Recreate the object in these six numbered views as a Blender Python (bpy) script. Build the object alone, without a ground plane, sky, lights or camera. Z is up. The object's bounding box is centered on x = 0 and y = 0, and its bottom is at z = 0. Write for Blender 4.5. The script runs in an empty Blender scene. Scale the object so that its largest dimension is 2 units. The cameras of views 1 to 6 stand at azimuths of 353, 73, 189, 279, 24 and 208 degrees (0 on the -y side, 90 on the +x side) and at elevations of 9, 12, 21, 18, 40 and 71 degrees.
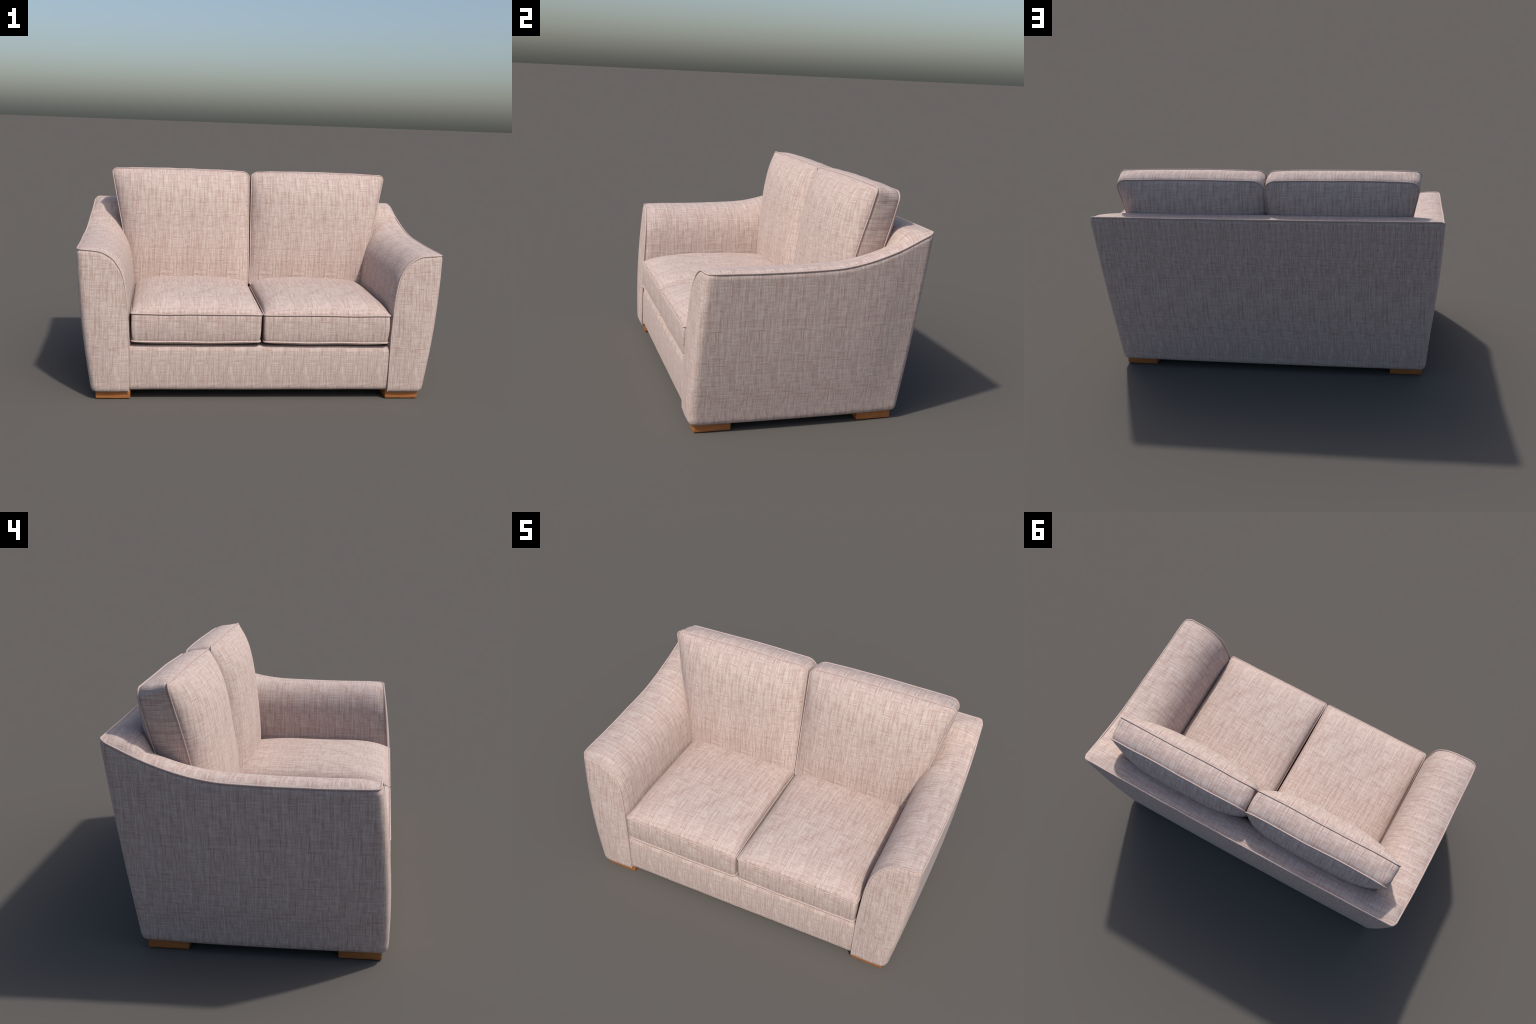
# Two-seat fabric sofa with flared arms, piped seams, loose cushions and wooden block feet.
import bpy, bmesh, math
import numpy as np
from mathutils import Vector, noise

# ------------------------------------------------------------------ helpers
def ease(a, b, x):
    t = min(1.0, max(0.0, (x - a) / (b - a)))
    return t * t * (3 - 2 * t)

def interp(x, xs, ys):
    return float(np.interp(x, xs, ys))

def smooth_curve(points, n):
    """Catmull-Rom through control points, resampled to n points evenly by arc length."""
    p = np.array(points, float)
    p = np.vstack([2 * p[0] - p[1], p, 2 * p[-1] - p[-2]])
    out = []
    for i in range(1, len(p) - 2):
        for t in np.linspace(0, 1, 24, endpoint=False):
            a, b, c, d = p[i - 1], p[i], p[i + 1], p[i + 2]
            out.append(0.5 * (2 * b + (c - a) * t + (2 * a - 5 * b + 4 * c - d) * t * t + (3 * b - a - 3 * c + d) * t ** 3))
    out.append(p[-2])
    out = np.array(out)
    s = np.concatenate([[0], np.cumsum(np.linalg.norm(np.diff(out, axis=0), axis=1))])
    q = np.linspace(0, s[-1], n)
    return np.stack([np.interp(q, s, out[:, k]) for k in range(out.shape[1])], 1)

def wobble(x, y, z, scale, amount, seed=0.0):
    return amount * noise.noise(Vector((x * scale + seed, y * scale - seed, z * scale + 2 * seed)))

def new_object(name, verts, faces, material, parent, angle=40):
    me = bpy.data.meshes.new(name)
    me.from_pydata([tuple(v) for v in verts], [], faces)
    me.materials.append(material)
    bm = bmesh.new(); bm.from_mesh(me)
    bmesh.ops.remove_doubles(bm, verts=bm.verts, dist=1e-5)
    bmesh.ops.dissolve_degenerate(bm, edges=bm.edges, dist=1e-6)
    bmesh.ops.recalc_face_normals(bm, faces=bm.faces)
    bm.to_mesh(me); bm.free()
    me.shade_smooth()
    me.set_sharp_from_angle(angle=math.radians(angle))
    ob = bpy.data.objects.new(name, me)
    bpy.context.scene.collection.objects.link(ob)
    ob.parent = parent
    return ob

def tube(points, radius, closed, sides=10):
    """Round cord along a 3D polyline."""
    p = [Vector(q) for q in points]
    n = len(p); verts, faces = [], []
    prev = None
    for i in range(n):
        a = p[i - 1] if (i > 0 or closed) else p[i]
        b = p[(i + 1) % n] if (i < n - 1 or closed) else p[i]
        t = (b - a).normalized()
        if prev is None:
            ref = Vector((0, 0, 1)) if abs(t.z) < 0.8 else Vector((1, 0, 0))
            prev = t.cross(ref).normalized()
        prev = (prev - t * prev.dot(t)).normalized()
        bn = t.cross(prev)
        for k in range(sides):
            w = 2 * math.pi * k / sides
            verts.append(p[i] + radius * (math.cos(w) * prev + math.sin(w) * bn))
    for i in range(n if closed else n - 1):
        j = (i + 1) % n
        # closed loops: match the seam ring by its nearest starting side
        off = 0
        if closed and j == 0:
            off = min(range(sides), key=lambda k: (verts[i * sides] - verts[k]).length)
        for k in range(sides):
            faces.append((i * sides + k, i * sides + (k + 1) % sides, j * sides + (k + 1 + off) % sides, j * sides + (k + off) % sides))
    if not closed:
        faces.append(tuple(range(sides))[::-1])
        faces.append(tuple(range((n - 1) * sides, n * sides)))
    return verts, faces

def simplify(points, gap):
    out = [points[0]]
    for q in points[1:]:
        if (Vector(q) - Vector(out[-1])).length > gap:
            out.append(q)
    return out

# ------------------------------------------------------------------ materials
def node(t, kind, **kw):
    n = t.nodes.new(kind)
    for k, v in kw.items():
        setattr(n, k, v)
    return n

def weave_group():
    """Slubby cross-hatched weave: value 0..1 from a flat (u, v) coordinate in metres."""
    g = bpy.data.node_groups.new("slub_weave", "ShaderNodeTree")
    g.interface.new_socket("Vector", in_out="INPUT", socket_type="NodeSocketVector")
    g.interface.new_socket("Value", in_out="OUTPUT", socket_type="NodeSocketFloat")
    gi, go = node(g, "NodeGroupInput"), node(g, "NodeGroupOutput")
    L = g.links.new

    def tex(vec, scale, sc, detail=1.0, off=(0, 0, 0), rough=0.5):
        m = node(g, "ShaderNodeMapping")
        m.inputs["Scale"].default_value = scale
        m.inputs["Location"].default_value = off
        L(vec, m.inputs["Vector"])
        n = node(g, "ShaderNodeTexNoise")
        n.inputs["Scale"].default_value = sc
        n.inputs["Detail"].default_value = detail
        n.inputs["Roughness"].default_value = rough
        L(m.outputs["Vector"], n.inputs["Vector"])
        return n

    def math_node(op, a, b=None, c=None, clamp=False):
        m = node(g, "ShaderNodeMath", operation=op, use_clamp=clamp)
        for i, x in enumerate((a, b, c)):
            if x is None:
                continue
            if isinstance(x, (int, float)):
                m.inputs[i].default_value = x
            else:
                L(x, m.inputs[i])
        return m.outputs[0]

    # the cloth repeats every 20 cm
    sx = node(g, "ShaderNodeSeparateXYZ"); L(gi.outputs[0], sx.inputs[0])
    tile = node(g, "ShaderNodeCombineXYZ")
    L(math_node("WRAP", sx.outputs[0], 0.205, 0.0), tile.inputs[0])
    L(sx.outputs[1], tile.inputs[1])
    L(sx.outputs[2], tile.inputs[2])
    # gentle waviness of the threads
    wob = tex(tile.outputs[0], (1, 1, 1), 30, 1)
    sub = node(g, "ShaderNodeVectorMath", operation="SUBTRACT"); sub.inputs[1].default_value = (0.5, 0.5, 0.5)
    L(wob.outputs["Color"], sub.inputs[0])
    mul = node(g, "ShaderNodeVectorMath", operation="MULTIPLY"); mul.inputs[1].default_value = (0.0035, 0.0012, 0)
    L(sub.outputs[0], mul.inputs[0])
    add = node(g, "ShaderNodeVectorMath", operation="ADD")
    L(tile.outputs[0], add.inputs[0]); L(mul.outputs[0], add.inputs[1])
    vec = add.outputs[0]

    up = tex(vec, (1, 0.08, 1), 225, 1.0, (3, 1, 0)).outputs["Fac"]          # threads running up
    up_long = tex(vec, (1, 0.028, 1), 205, 0.5, (9, 2, 5)).outputs["Fac"]      # thicker, longer ones
    across = tex(vec, (0.065, 1, 1), 225, 1.0, (7, 5, 2)).outputs["Fac"]     # threads running across
    patch = tex(vec, (1, 0.9, 1), 30, 1, (1, 9, 4)).outputs["Fac"]           # which set shows on top
    slub = tex(vec, (1, 0.6, 1), 120, 1, (0, 4, 8)).outputs["Fac"]
    grain = tex(gi.outputs[0], (1, 0.4, 1), 420, 1, (2, 2, 2)).outputs["Fac"]
    blot = tex(gi.outputs[0], (1, 1, 1), 8, 1, (5, 5, 1)).outputs["Fac"]

    pm = node(g, "ShaderNodeMapRange", interpolation_type="SMOOTHSTEP")
    pm.inputs["From Min"].default_value = 0.38; pm.inputs["From Max"].default_value = 0.64
    pm.inputs["To Min"].default_value = 0.17; pm.inputs["To Max"].default_value = 0.80
    L(patch, pm.inputs["Value"])
    mix = node(g, "ShaderNodeMix", data_type="FLOAT")
    L(pm.outputs[0], mix.inputs["Factor"]); L(up, mix.inputs["A"]); L(across, mix.inputs["B"])
    low = math_node("MINIMUM", up, math_node("ADD", across, 0.02))
    v = math_node("MULTIPLY", mix.outputs["Result"], 0.74)
    v = math_node("MULTIPLY_ADD", low, 0.26, v)
    v = math_node("MULTIPLY_ADD", up_long, 0.40, v)
    v = math_node("MULTIPLY_ADD", slub, 0.10, v)
    v = math_node("MULTIPLY_ADD", grain, 0.20, v)
    v = math_node("MULTIPLY_ADD", blot, 0.03, v)
    v = math_node("MULTIPLY_ADD", v, 1.98, -1.165, clamp=True)
    L(v, go.inputs[0])
    return g

def fabric(name, group, dark, light, offset=(0, 0, 0), turn_x=False, turn_z=False):
    """turn_x / turn_z: the cloth is laid crosswise on faces that look along x / z."""
    m = bpy.data.materials.new(name); m.use_nodes = True
    t = m.node_tree; t.nodes.clear(); L = t.links.new
    out = node(t, "ShaderNodeOutputMaterial"); bsdf = node(t, "ShaderNodeBsdfPrincipled")
    L(bsdf.outputs[0], out.inputs["Surface"])
    co = node(t, "ShaderNodeTexCoord")
    pos = node(t, "ShaderNodeVectorMath", operation="ADD"); pos.inputs[1].default_value = offset
    L(co.outputs["Object"], pos.inputs[0])
    sp = node(t, "ShaderNodeSeparateXYZ"); L(pos.outputs[0], sp.inputs[0])
    sn = node(t, "ShaderNodeSeparateXYZ"); L(co.outputs["Normal"], sn.inputs[0])

    def face(a, b, k):
        c = node(t, "ShaderNodeCombineXYZ"); c.inputs[2].default_value = k
        L(sp.outputs[a], c.inputs[0]); L(sp.outputs[b], c.inputs[1])
        g = node(t, "ShaderNodeGroup"); g.node_tree = group
        L(c.outputs[0], g.inputs[0])
        return g.outputs[0]

    def weight(axis):
        p = node(t, "ShaderNodeMath", operation="ABSOLUTE"); L(sn.outputs[axis], p.inputs[0])
        q = node(t, "ShaderNodeMath", operation="POWER"); L(p.outputs[0], q.inputs[0]); q.inputs[1].default_value = 9
        return q.outputs[0]

    vals = [face(2, 1, 0.3) if turn_x else face(1, 2, 0.3), face(0, 2, 0.7), face(1, 0, 1.1) if turn_z else face(0, 1, 1.1)]
    ws = [weight(0), weight(1), weight(2)]
    num = den = None
    for v, w in zip(vals, ws):
        mu = node(t, "ShaderNodeMath", operation="MULTIPLY"); L(v, mu.inputs[0]); L(w, mu.inputs[1])
        if num is None:
            num, den = mu.outputs[0], w
        else:
            a = node(t, "ShaderNodeMath", operation="ADD"); L(num, a.inputs[0]); L(mu.outputs[0], a.inputs[1]); num = a.outputs[0]
            b = node(t, "ShaderNodeMath", operation="ADD"); L(den, b.inputs[0]); L(w, b.inputs[1]); den = b.outputs[0]
    dv = node(t, "ShaderNodeMath", operation="DIVIDE"); L(num, dv.inputs[0]); L(den, dv.inputs[1])
    ramp = node(t, "ShaderNodeValToRGB")
    e = ramp.color_ramp.elements
    e[0].position, e[0].color = 0.0, (*dark, 1)
    e[1].position, e[1].color = 1.0, (*light, 1)
    L(dv.outputs[0], ramp.inputs[0])
    L(ramp.outputs[0], bsdf.inputs["Base Color"])
    bsdf.inputs["Roughness"].default_value = 0.9
    bsdf.inputs["Specular IOR Level"].default_value = 0.25
    bsdf.inputs["Sheen Weight"].default_value = 0.06
    bsdf.inputs["Sheen Roughness"].default_value = 0.5
    bump = node(t, "ShaderNodeBump"); bump.inputs["Strength"].default_value = 0.15; bump.inputs["Distance"].default_value = 0.002
    L(dv.outputs[0], bump.inputs["Height"]); L(bump.outputs[0], bsdf.inputs["Normal"])
    return m

def wood(name):
    m = bpy.data.materials.new(name); m.use_nodes = True
    t = m.node_tree; L = t.links.new
    bsdf = t.nodes["Principled BSDF"]
    co = node(t, "ShaderNodeTexCoord")
    mp = node(t, "ShaderNodeMapping"); mp.inputs["Scale"].default_value = (4, 4, 60)
    L(co.outputs["Object"], mp.inputs["Vector"])
    n = node(t, "ShaderNodeTexNoise"); n.inputs["Scale"].default_value = 3; n.inputs["Detail"].default_value = 4; n.inputs["Distortion"].default_value = 0.6
    L(mp.outputs[0], n.inputs["Vector"])
    r = node(t, "ShaderNodeValToRGB"); e = r.color_ramp.elements
    e[0].position, e[0].color = 0.3, (0.27, 0.088, 0.025, 1)
    e[1].position, e[1].color = 0.7, (0.41, 0.155, 0.042, 1)
    L(n.outputs["Fac"], r.inputs[0]); L(r.outputs[0], bsdf.inputs["Base Color"])
    bsdf.inputs["Roughness"].default_value = 0.5
    return m

def plain(name, color):
    m = bpy.data.materials.new(name); m.use_nodes = True
    t = m.node_tree
    b = t.nodes["Principled BSDF"]
    n = node(t, "ShaderNodeTexNoise"); n.inputs["Scale"].default_value = 400
    r = node(t, "ShaderNodeValToRGB"); e = r.color_ramp.elements
    e[0].color = (*[c * 0.8 for c in color], 1); e[1].color = (*color, 1)
    co = node(t, "ShaderNodeTexCoord")
    t.links.new(co.outputs["Object"], n.inputs["Vector"])
    t.links.new(n.outputs["Fac"], r.inputs[0]); t.links.new(r.outputs[0], b.inputs["Base Color"])
    b.inputs["Roughness"].default_value = 0.95
    return m

WEAVE = weave_group()
DARK, LIGHT = (0.340, 0.228, 0.196), (0.555, 0.468, 0.427)
FRAME_CLOTH = fabric("frame_linen", WEAVE, DARK, LIGHT, turn_z=True)
CUSHION_CLOTH = fabric("cushion_linen", WEAVE, DARK, LIGHT, (0.37, 1.13, 0.59), turn_x=True)
CORD_CLOTH = fabric("cord_linen", WEAVE, (0.40, 0.29, 0.258), (0.53, 0.43, 0.392), (2.1, 0.4, 0.9))
OAK = wood("warm_oak")
LINING = plain("black_lining", (0.02, 0.02, 0.022))

sofa = bpy.data.objects.new("sofa", None)
bpy.context.scene.collection.objects.link(sofa)
sofa["label"] = "two-seat pinkish beige linen sofa with flared arms"
sofa["category"] = "sofa"

# ------------------------------------------------------------------ frame: outer wrap
Z0 = 0.042                      # underside of the upholstery
ARM_Z, BACK_Z = 0.803, 0.980    # seam heights: arm front, back
R_FRONT, R_BACK = 0.038, 0.032  # rounding of the upright corners
Y_FRONT, Y_BACK = -0.538, 0.588
X_IN = 0.711                    # inner face of the arm, low down
# arm sweep seen from the side: seam height along y
SWEEP = smooth_curve([(-0.538, .803), (-.33, .803), (-.15, .806), (0, .8115), (.105, .818), (.2, .832), (.3, .857), (.41, .896), (.515, .945), (.588, .980)], 120)
# arm roll seen from the front: inset from the outer corner, drop below the seam
ROLL = smooth_curve([(0, 0), (.06, -.0015), (.10, -.005), (.125, -.010), (.158, -.026), (.187, -.049), (.217, -.091), (.237, -.14), (.250, -.21), (.259, -.29), (.265, -.38), (.270, -.50), (.272, -.63), (.273, -.753)], 60)

def arm_top(y):
    return interp(y, SWEEP[:, 0], SWEEP[:, 1])

def low_round(q_z):
    """Inset of the wrap near the floor edge."""
    d = q_z - Z0
    r = 0.028
    return 0.0 if d >= r else r * 0.55 * (1 - math.sqrt(max(0, 1 - (1 - d / r) ** 2)))

def tuck(z, top):
    """Wrap rolls in a little under the cord."""
    d = top - z
    return 0.0 if d > 0.026 else 0.0095 * (1 - d / 0.026) ** 2

def half_width(z, y, top):
    q = (z - Z0) / (top - Z0)
    w = .908 + .077 * q + (.012 - .009 * ease(.35, .56, y)) * math.sin(math.pi * q)
    w += 0.007 * (1 - ease(-.54, -.2, y)) * q
    w += 0.0155 * max(0, 1 - ((y - 0.02) / 0.55) ** 2) * (0.45 + 0.55 * q)
    return w - 0.005 * ease(0.25, 0.58, y)

def front_y(z, top, frac=0.5):
    q = min(1, max(0, (z - Z0) / (ARM_Z - Z0)))
    edge = .540 + .037 * (1 - q)
    return -(edge + (.012 + .012 * math.sin(math.pi * frac)) * math.sin(math.pi * (0.06 + 0.94 * q)) ** 0.8)

def back_y(z, x):
    q = (z - Z0) / (BACK_Z - Z0)
    return .493 + .0945 * q + .005 * math.sin(math.pi * q) + (0.006 + .005 * math.sin(math.pi * q)) * max(0, 1 - (x / 0.9) ** 2)

# plan of the columns: ("front", roll index) .. corner .. side .. corner .. back centre
roll_x = [(0.985 - t, ARM_Z + d) for t, d in ROLL[::-1]]     # from inner foot of the arm to the outer corner
NL = 44
levels = np.concatenate([np.linspace(0, .04, 7), np.linspace(.07, .93, NL), np.linspace(.95, 1, 10)])

def outer_column(kind, s):
    """Points of one upright line of the wrap (right half), bottom to top."""
    col = []
    for q in levels:
        if kind == "front":
            xc, top = s
            z = Z0 + q * (top - Z0)
            w = half_width(z, Y_FRONT, ARM_Z)
            span = (0.985 - R_FRONT) - X_IN
            f = (xc - X_IN) / span
            x = X_IN + f * (w - R_FRONT - X_IN)
            y = front_y(z, top, min(1, max(0, f * 0.85)))
            x_, y_ = x, y + low_round(z) + tuck(z, top) * 0.8
        elif kind == "corner_front":
            top = ARM_Z
            z = Z0 + q * (top - Z0)
            a = s * math.pi / 2
            w = half_width(z, Y_FRONT + .03, top); fy = front_y(z, top, 0.85 + 0.15 * s)
            r = R_FRONT
            ins = low_round(z) + tuck(z, top)
            x_ = w - r + (r - ins) * math.sin(a); y_ = fy + r - (r - ins) * math.cos(a)
        elif kind == "side":
            top = arm_top(s)
            z = Z0 + q * (top - Z0)
            yf = front_y(z, top, 1.0) + R_FRONT
            yb = back_y(z, .9) - R_BACK
            f = (s - (Y_FRONT + R_FRONT)) / (Y_BACK - R_BACK - Y_FRONT - R_FRONT)
            y_ = yf + f * (yb - yf)
            x_ = half_width(z, s, top) - low_round(z) - tuck(z, top)
        elif kind == "corner_back":
            a = s * math.pi / 2
            top = arm_top(Y_BACK - R_BACK + R_BACK * math.sin(a))
            z = Z0 + q * (top - Z0)
            w = half_width(z, Y_BACK - R_BACK, top); by = back_y(z, .9)
            r = R_BACK; ins = low_round(z) + tuck(z, top)
            x_ = w - r + (r - ins) * math.cos(a); y_ = by - r + (r - ins) * math.sin(a)
        else:
            top = BACK_Z
            z = Z0 + q * (top - Z0)
            w = half_width(z, Y_BACK - R_BACK, top) - R_BACK
            x_ = s * w; y_ = back_y(z, x_) - low_round(z) - tuck(z, top)
        col.append((x_, y_, z))
    return col

plan = [("front", p) for p in roll_x if p[0] < 0.985 - R_FRONT]
plan.append(("front", (0.985 - R_FRONT, ARM_Z)))
plan += [("corner_front", s) for s in np.linspace(0, 1, 11)[1:]]
plan += [("side", s) for s in np.linspace(Y_FRONT + R_FRONT, Y_BACK - R_BACK, 70)[1:]]
plan += [("corner_back", s) for s in np.linspace(0, 1, 11)[1:]]
plan += [("back", s) for s in np.linspace(1, 0, 40)[1:]]
half = [outer_column(*p) for p in plan]
columns = half + [[(-x, y, z) for x, y, z in c] for c in half[-2::-1]]
verts = [v for c in columns for v in c]
nl = len(levels)
faces = [(i * nl + k, (i + 1) * nl + k, (i + 1) * nl + k + 1, i * nl + k + 1) for i in range(len(columns) - 1) for k in range(nl - 1)]
seam = [Vector(c[-1]) for c in columns]        # cord line along the top of the wrap

# ------------------------------------------------------------------ frame: arm pads and inside back, one padded height field
def pad_inner(y):
    """Inner face of the arm: the padding swells past the front seam."""
    return X_IN - 0.012 * ease(0, .035, y - Y_FRONT)

def pad_height(ax, y, xo):
    """Height of the padded top at |x| = ax; xo is the seam at this y."""
    hs = arm_top(y)
    t = max(0.0, xo - ax) * 0.273 / (xo - pad_inner(y))
    crown = 0.012 * ease(0, 0.03, t) * ease(0, .10, y - Y_FRONT) * ease(0, .12, Y_BACK - y)
    a = hs + interp(t, ROLL[:, 0], ROLL[:, 1]) + crown
    tb = Y_BACK - y
    roll_b = interp(tb, [0, .02, .06, .09, .12, .145, .165, .18, .20, .22], [0, .002, .003, -.001, -.011, -.035, -.075, -.13, -.30, -.95])
    b = BACK_Z + roll_b
    k = min(1, t / 0.22)
    b = hs + (b - hs) * math.sqrt(max(0, 1 - (1 - k) ** 2)) if b > hs else b
    m, w = max(a, b), 0.045
    d = abs(a - b)
    return m + (w * 0.25 * (1 - d / w) ** 2 if d < w else 0) * ease(0, .05, t) * ease(0, .05, tb)

xs_t = list(ROLL[:, 0])
ys = sorted(set(np.round(np.concatenate([np.linspace(Y_FRONT, .36, 62), Y_BACK - np.array([0, .004, .01, .02, .03, .045, .06, .075, .09, .105, .12, .135, .145, .155, .165, .172, .18, .19, .2, .21])]), 5)))
xs_mid = list(np.linspace(X_IN - .012, -(X_IN - .012), 70))[1:-1]

def seam_xy(y):
    """Seam position at nominal side coordinate y: rounded in plan at both ends."""
    x = half_width(arm_top(y), y, arm_top(y)) - 0.006
    for end, r in ((Y_FRONT, R_FRONT), (Y_BACK, R_BACK)):
        d = abs(y - end)
        if d < r:
            x -= r - math.sqrt(max(0, r * r - (r - d) ** 2))
    return x

rows = []
for y in ys:
    xo = seam_xy(y)
    wide = half_width(arm_top(y), y, arm_top(y)) - 0.006
    right = []
    for t in xs_t:
        ax = min(wide - t * (wide - pad_inner(y)) / 0.273, xo)
        right.append((ax, pad_height(ax, y, wide)))
    mid = [(x, pad_height(abs(x), y, wide)) for x in xs_mid]
    rows.append([(x, y, z) for x, z in right] + [(x, y, z) for x, z in mid] + [(-x, y, z) for x, z in right[::-1]])
# the rear row follows the wrap's seam, which bows out a little
for r, row in enumerate(rows):
    f = ease(0.40, Y_BACK, ys[r])
    rows[r] = [(x, y + f * (back_y(BACK_Z, x) - 0.006 - Y_BACK), z) for x, y, z in row]
# front edge follows the slanted front panel
for r, row in enumerate(rows):
    f = 1 - ease(Y_FRONT, Y_FRONT + 0.25, ys[r])
    rows[r] = [(x, y + f * (front_y(z, ARM_Z, 0.0) + 0.004 - Y_FRONT), z) for x, y, z in row]
base = len(verts)
nc = len(rows[0])
verts += [v for row in rows for v in row]
for r in range(len(rows) - 1):
    for c in range(nc - 1):
        q = (base + r * nc + c, base + r * nc + c + 1, base + (r + 1) * nc + c + 1, base + (r + 1) * nc + c)
        if max(verts[k][2] for k in q) > 0.20 or min(abs(verts[k][0]) for k in q) > X_IN - 0.014:
            faces.append(q)

# one mesh, then split by region so that arm and back meet without a seam
whole = new_object("frame_whole", verts, faces, FRAME_CLOTH, None, 42)
me = whole.data
normals = [tuple(n.vector) for n in me.corner_normals]

def region(poly):
    c = poly.center
    inner = 0.705
    if abs(c.x) < inner or (c.y > 0.30 and abs(c.x) < 0.80) or (c.y > .5 and abs(c.x) < .86):
        return 0
    return 1 if c.x < 0 else 2

def split(name, keep):
    vmap, vs, fs, ns = {}, [], [], []
    for p in me.polygons:
        if region(p) != keep:
            continue
        f = []
        for li in p.loop_indices:
            vi = me.loops[li].vertex_index
            if vi not in vmap:
                vmap[vi] = len(vs); vs.append(tuple(me.vertices[vi].co))
            f.append(vmap[vi]); ns.append(normals[li])
        fs.append(f)
    m2 = bpy.data.meshes.new(name)
    m2.from_pydata(vs, [], fs)
    m2.materials.append(FRAME_CLOTH)
    m2.shade_smooth()
    m2.normals_split_custom_set(ns)
    ob = bpy.data.objects.new(name, m2)
    bpy.context.scene.collection.objects.link(ob)
    ob.parent = sofa
    return ob

backrest = split("backrest", 0)
arm_l = split("arm", 1)
arm_r = split("arm", 2)
bpy.data.objects.remove(whole)

# cords: one along each arm's front edge and sweep, one across the back
CORD = 0.0042
def lifted(p, i):
    p = Vector(p)
    return p + Vector((0, 0, -0.0005)) + Vector((wobble(p.x, p.y, p.z, 9, .0012, 3), wobble(p.x, p.y, p.z, 9, .0012, 7), wobble(p.x, p.y, p.z, 7, .0012, 5)))
n_half = len(half)
n_back = 39
line = [lifted(p, i) for i, p in enumerate(seam)]
# pull the cord slightly outward so that it stands proud
for i, p in enumerate(line):
    k = min(i, len(line) - 1 - i)
    kind = plan[min(k, len(plan) - 1)][0]
    sx = 1 if p.x > 0 else -1
    if kind == "front":
        line[i] = p + Vector((-0.002 * sx, -0.0045, 0))
    elif kind == "corner_front":
        line[i] = p + Vector((0.003 * sx, -0.003, 0))
    elif kind == "side":
        line[i] = p + Vector((0.0045 * sx, 0, 0))
    else:
        line[i] = p + Vector((0.0, 0.0045, 0))
cut = n_half - n_back
for seg, holder in ((line[:cut + 1], arm_r), (line[-cut - 1:], arm_l), (line[cut:-cut], backrest)):
    pts = simplify(seg, 0.006)
    if holder is not backrest:                    # carry the cord down the inner front edge to the floor edge
        e = 0 if holder is arm_r else -1
        q = pts[e]
        down = [Vector((q.x, q.y, z)) for z in (0.046,)]
        pts = down + pts if e == 0 else pts + down
    v, f = tube(pts, CORD, False)
    new_object("piping", v, f, CORD_CLOTH, holder, 80)

# ------------------------------------------------------------------ base: front rail, seat deck, lining
def rounded_box(name, lo, hi, r, mat, parent, seg=4, bulge=0.0):
    bm = bmesh.new()
    bmesh.ops.create_cube(bm, size=1)
    for v in bm.verts:
        v.co = Vector([(lo[i] + hi[i]) / 2 + v.co[i] * (hi[i] - lo[i]) for i in range(3)])
    bmesh.ops.bevel(bm, geom=bm.edges[:], offset=r, segments=seg, profile=0.5, affect="EDGES")
    me = bpy.data.meshes.new(name); bm.to_mesh(me); bm.free()
    me.materials.append(mat); me.shade_smooth(); me.set_sharp_from_angle(angle=math.radians(50))
    ob = bpy.data.objects.new(name, me)
    bpy.context.scene.collection.objects.link(ob); ob.parent = parent
    return ob

def front_rail():
    """Padded rail below the cushions: profile swept across, ends rounded."""
    z0, z1, yf = 0.049, 0.295, -0.567
    prof = smooth_curve([(-.52, z0 + .004), (yf + .018, z0), (yf + .003, z0 + .012), (yf - .002, z0 + .04), (yf - .005, .17), (yf - .003, z1 - .035), (yf + .003, z1 - .012), (yf + .018, z1), (-.50, z1 - .002), (-.30, z1 - .006)], 60)
    half = 0.7095
    xs = np.concatenate([half - np.array([0, .001, .003, .006, .010, .015, .02]), np.linspace(half - .04, -half + .04, 60), -half + np.array([.02, .015, .010, .006, .003, .001, 0])])
    vs, fs = [], []
    n = len(prof)
    for x in xs:
        d = half - abs(x)
        ins = 0 if d > .007 else .007 - math.sqrt(max(0, .007 ** 2 - (.007 - d) ** 2))
        for y, z in prof:
            ny = -1 if y < -.55 else 0
            zc = (z - .175) / .127
            vs.append((x, y + (ins if y < -.53 else 0) , z - (ins if (zc > .8) else 0) + wobble(x, 0, z, 5, .0015, 4)))
    for i in range(len(xs) - 1):
        for k in range(n - 1):
            fs.append((i * n + k, (i + 1) * n + k, (i + 1) * n + k + 1, i * n + k + 1))
    fs.append(tuple(range(n))); fs.append(tuple(range((len(xs) - 1) * n, len(xs) * n)))
    return new_object("base", vs, fs, FRAME_CLOTH, sofa, 50)

base_rail = front_rail()
rounded_box("deck", (-.705, -.53, .20), (.705, .42, .284), .004, FRAME_CLOTH, base_rail, 2)
rounded_box("lining", (-.872, -.535, .054), (.872, .470, .075), .004, LINING, base_rail, 2)

# ------------------------------------------------------------------ cushions
def edge_grid(n):
    """-1..1, denser towards the ends."""
    t = np.linspace(-1, 1, n)
    return np.sin(t * math.pi / 2) * 0.75 + t * 0.25

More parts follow.
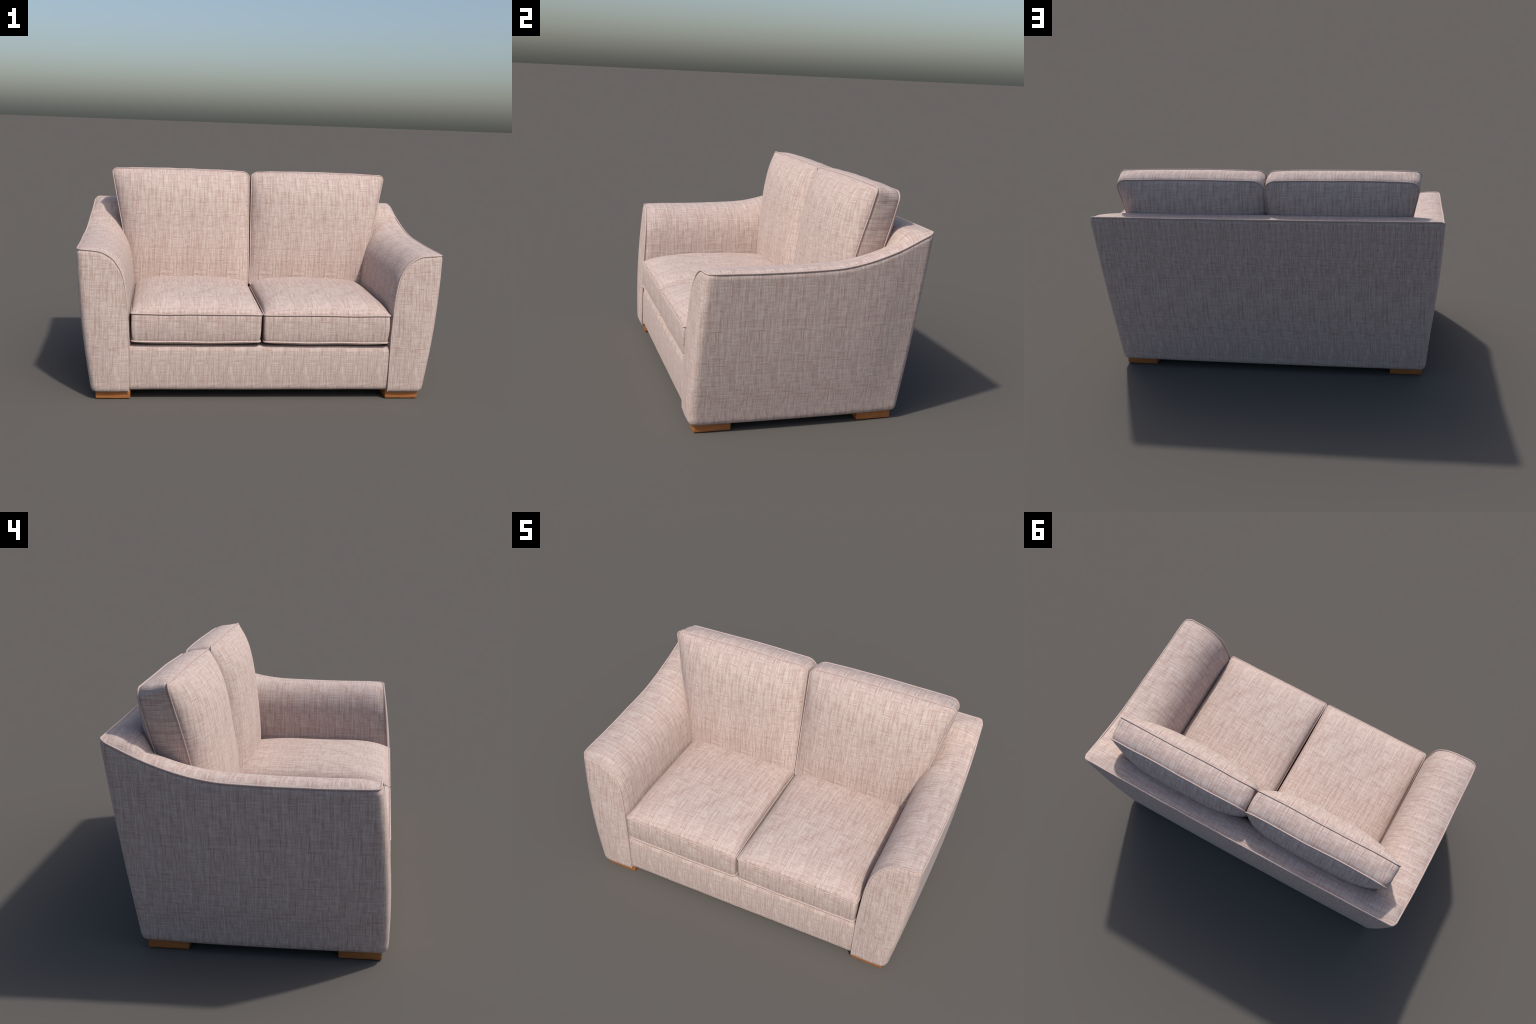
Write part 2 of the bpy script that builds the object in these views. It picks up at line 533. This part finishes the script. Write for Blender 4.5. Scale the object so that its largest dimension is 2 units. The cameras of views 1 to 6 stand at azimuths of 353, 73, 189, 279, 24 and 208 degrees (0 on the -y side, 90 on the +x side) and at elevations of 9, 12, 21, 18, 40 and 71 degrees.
def rounded_pos(u, v, corners, r):
    """Point of the cushion outline plane for (u, v) in the square, corners rounded by r."""
    (ax, ay), (bx, by), (cx, cy), (dx, dy) = corners     # (-,-) (+,-) (+,+) (-,+)
    su, sv = (u + 1) / 2, (v + 1) / 2
    # half sizes for measuring the corner zone in metres
    A = 0.25 * (abs(bx - ax) + abs(cx - dx)); B = 0.25 * (abs(dy - ay) + abs(cy - by))
    rr = r[(0 if v < 0 else 2) + (0 if u < 0 else 1)]
    fu, fv = abs(u) * A, abs(v) * B
    if fu > A - rr and fv > B - rr:
        p, q = (fu - A + rr) / rr, (fv - B + rr) / rr
        p2, q2 = p * math.sqrt(1 - q * q / 2), q * math.sqrt(1 - p * p / 2)
        u = math.copysign((A - rr + p2 * rr) / A, u); v = math.copysign((B - rr + q2 * rr) / B, v)
        su, sv = (u + 1) / 2, (v + 1) / 2
    x = (ax * (1 - su) + bx * su) * (1 - sv) + (dx * (1 - su) + cx * su) * sv
    y = (ay * (1 - su) + by * su) * (1 - sv) + (dy * (1 - su) + cy * su) * sv
    return x, y

def cushion(name, frame, corners_f, corners_r, r_f, r_r, half_t, dome_f, dome_r, side_bulge, bow, seed, nu=60, nv=56, dents=(), pinch=lambda u, v: 0.0):
    """Boxed cushion. Plane coordinates (a, b), depth c: +half_t is the show face.
    frame maps (a, b, c) to the sofa's space; dome_f(u, v), dome_r(u, v) puff the two faces."""
    us, vs_ = edge_grid(nu), edge_grid(nv)
    verts, faces = [], []

    def place(u, v, face):
        a, b = rounded_pos(u, v, corners_f if face > 0 else corners_r, r_f if face > 0 else r_r)
        k = bow[0] * (1 - u * u) * max(0, v) ** 3
        a += pinch(u, v)
        return a, b + k

    def seam_wave(a, b, face):
        return wobble(a, b, face * 3, 4.5, .0045, seed) + wobble(a, b, face * 3, 11, .001, seed + 2)

    border = [(i, 0) for i in range(nu)] + [(nu - 1, j) for j in range(1, nv)] + [(i, nv - 1) for i in range(nu - 2, -1, -1)] + [(0, j) for j in range(nv - 2, 0, -1)]
    loops = {}
    for face, dome in ((1, dome_f), (-1, dome_r)):
        off = len(verts)
        for i, u in enumerate(us):
            for j, v in enumerate(vs_):
                a, b = place(u, v, face)
                edge = 1 - max(abs(u), abs(v))
                c = half_t(b) * face + face * dome(u, v) + seam_wave(a, b, face) * (1 - ease(0, .5, edge)) + wobble(a, b, face, 6, .004, seed + 5) * ease(0, .3, edge)
                verts.append((a, b, c))
        for i in range(nu - 1):
            for j in range(nv - 1):
                q = (off + i * nv + j, off + (i + 1) * nv + j, off + (i + 1) * nv + j + 1, off + i * nv + j + 1)
                faces.append(q if face > 0 else q[::-1])
        loops[face] = [off + i * nv + j for i, j in border]
    # boxing strip
    m = len(border)
    stations = [0, .025, .06, .13, .24, .37, .5, .63, .76, .87, .94, .975, 1]
    steps = len(stations) - 1
    rings = [loops[1]]
    pf = [verts[k] for k in loops[1]]; pr = [verts[k] for k in loops[-1]]
    for s in range(1, steps):
        w = stations[s]
        ring = []
        for k in range(m):
            p, q = np.array(pf[k]), np.array(pr[k])
            e = np.array(pf[(k + 1) % m]) - np.array(pf[k - 1])
            nrm = np.array([e[1], -e[0], 0]); nrm /= max(1e-9, np.linalg.norm(nrm))
            x = p * (1 - w) + q * w
            u, v = us[border[k][0]], vs_[border[k][1]]
            amt = side_bulge(u, v) * math.sin(math.pi * w) ** 0.7
            amt += wobble(x[0], x[1], x[2], 14, .0025, seed + 9) * math.sin(math.pi * w)
            amt -= 0.0035 * math.exp(-(min(w, 1 - w) / .04) ** 2)
            for du, dv, dw, sz, dep in dents:
                amt -= dep * math.exp(-(((u - du) / sz) ** 2 + ((v - dv) / sz) ** 2 + ((w - dw) / .22) ** 2))
            ring.append(len(verts)); verts.append(tuple(x + nrm * amt))
        rings.append(ring)
    rings.append(loops[-1])
    for s in range(steps):
        for k in range(m):
            faces.append((rings[s][k], rings[s + 1][k], rings[s + 1][(k + 1) % m], rings[s][(k + 1) % m]))
    ob = new_object(name, [frame(*v) for v in verts], faces, CUSHION_CLOTH, sofa, 48)
    for face in (1, -1):
        pts = []
        src = pf if face > 0 else pr
        for k in range(m):
            e = np.array(src[(k + 1) % m]) - np.array(src[k - 1])
            nrm = np.array([e[1], -e[0], 0]); nrm /= max(1e-9, np.linalg.norm(nrm))
            p = np.array(src[k]) + nrm * 0.0022 + np.array([0, 0, face * 0.0012])
            pts.append(frame(*p))
        v, f = tube(simplify(pts, 0.004), 0.0037, True)
        new_object("piping", v, f, CORD_CLOTH, ob, 80)
    return ob

def puff(u, v, n, m):
    return max(0, 1 - abs(u) ** n) ** m * max(0, 1 - abs(v) ** n) ** m

SEAT_MID, SEAT_HALF = 0.3965, 0.0745
BACK_LEAN = math.atan(0.18)
for side in (-1, 1):
    # seat cushion: plane (a, b) = (x, y), depth = z
    x0, x1 = 0.0065, 0.700
    def seat_frame(a, b, c, side=side):
        return (a * side, b, SEAT_MID + c)
    cf = [(x0, -.577), (x1, -.577), (x1 + .004, .30), (x0, .30)]
    cr = [(x0 + .004, -.575), (x1 - .004, -.575), (x1, .30), (x0 + .004, .30)]
    def seat_top(u, v):
        return 0.083 * max(0, 1 - abs(u) ** 4) ** .40 * max(0, 1 - abs(v) ** 3.4) ** .54
    def seat_under(u, v):
        return 0.030 * puff(u, v, 8, 0.5)
    def seat_side(u, v):
        return 0.006 if v < -0.99 else 0.002
    cushion("seat_cushion", seat_frame, cf, cr, (.012,) * 4, (.018,) * 4, lambda b: SEAT_HALF, seat_top, seat_under, seat_side, (0, 0), 11.3 + 4 * side, pinch=lambda u, v: .005 * (1 - v * v) * ease(-1, .6, -u))

    # back cushion: plane (a, b) up the lean, depth towards the sitter
    O = Vector((0, 0.325 + 0.063, 1.166))            # middle of the thickness at the top
    up = Vector((0, math.sin(BACK_LEAN), math.cos(BACK_LEAN)))
    fwd = Vector((0, -math.cos(BACK_LEAN), math.sin(BACK_LEAN)))
    def back_frame(a, b, c, side=side):
        p = O + up * b + fwd * c
        return (p.x + a * side, p.y, p.z)
    H = -0.712
    cf = [(.007, H), (.702, H - .06), (.856, 0), (.010, 0)]
    cr = [(.006, H), (.702, H - .06), (.850, -.001), (.002, -.001)]
    def front_puff(u, v):
        return 0.083 * puff(u, v, 3.0, 0.60) * (1 + 0.38 * v)
    def rear_puff(u, v):
        return 0.078 * puff(u, v, 3.2, 0.62)
    def back_side(u, v):
        top = 0.015 * ease(.85, 1, v) * (1 - .25 * abs(u) ** 6)
        return max(top, 0.010 * ease(.85, 1, u), 0.002)
    cushion("back_cushion", back_frame, cf, cr, (.024, .012, .036, .026), (.024, .012, .055, .05), lambda b: 0.064 - 0.012 * b, front_puff, rear_puff, back_side, (.007, 0), 31.7 + 6 * side,
            dents=((0.93, 1.0, .45, .12, .008), (1.0, .84, .55, .08, .006), (-0.9, 1.0, .5, .07, .006)))

# ------------------------------------------------------------------ feet
proto = None
for fx in (-1, 1):
    for y0, y1 in ((-.555, -.372), (.281, .467)):
        if proto is None:
            proto = rounded_box("foot", (-.092, -.092, 0), (.092, .092, .056), .005, OAK, sofa, 3)
            ob = proto
        else:
            ob = proto.copy(); bpy.context.scene.collection.objects.link(ob)
        ob.location = (fx * 0.793, (y0 + y1) / 2, 0.0005)
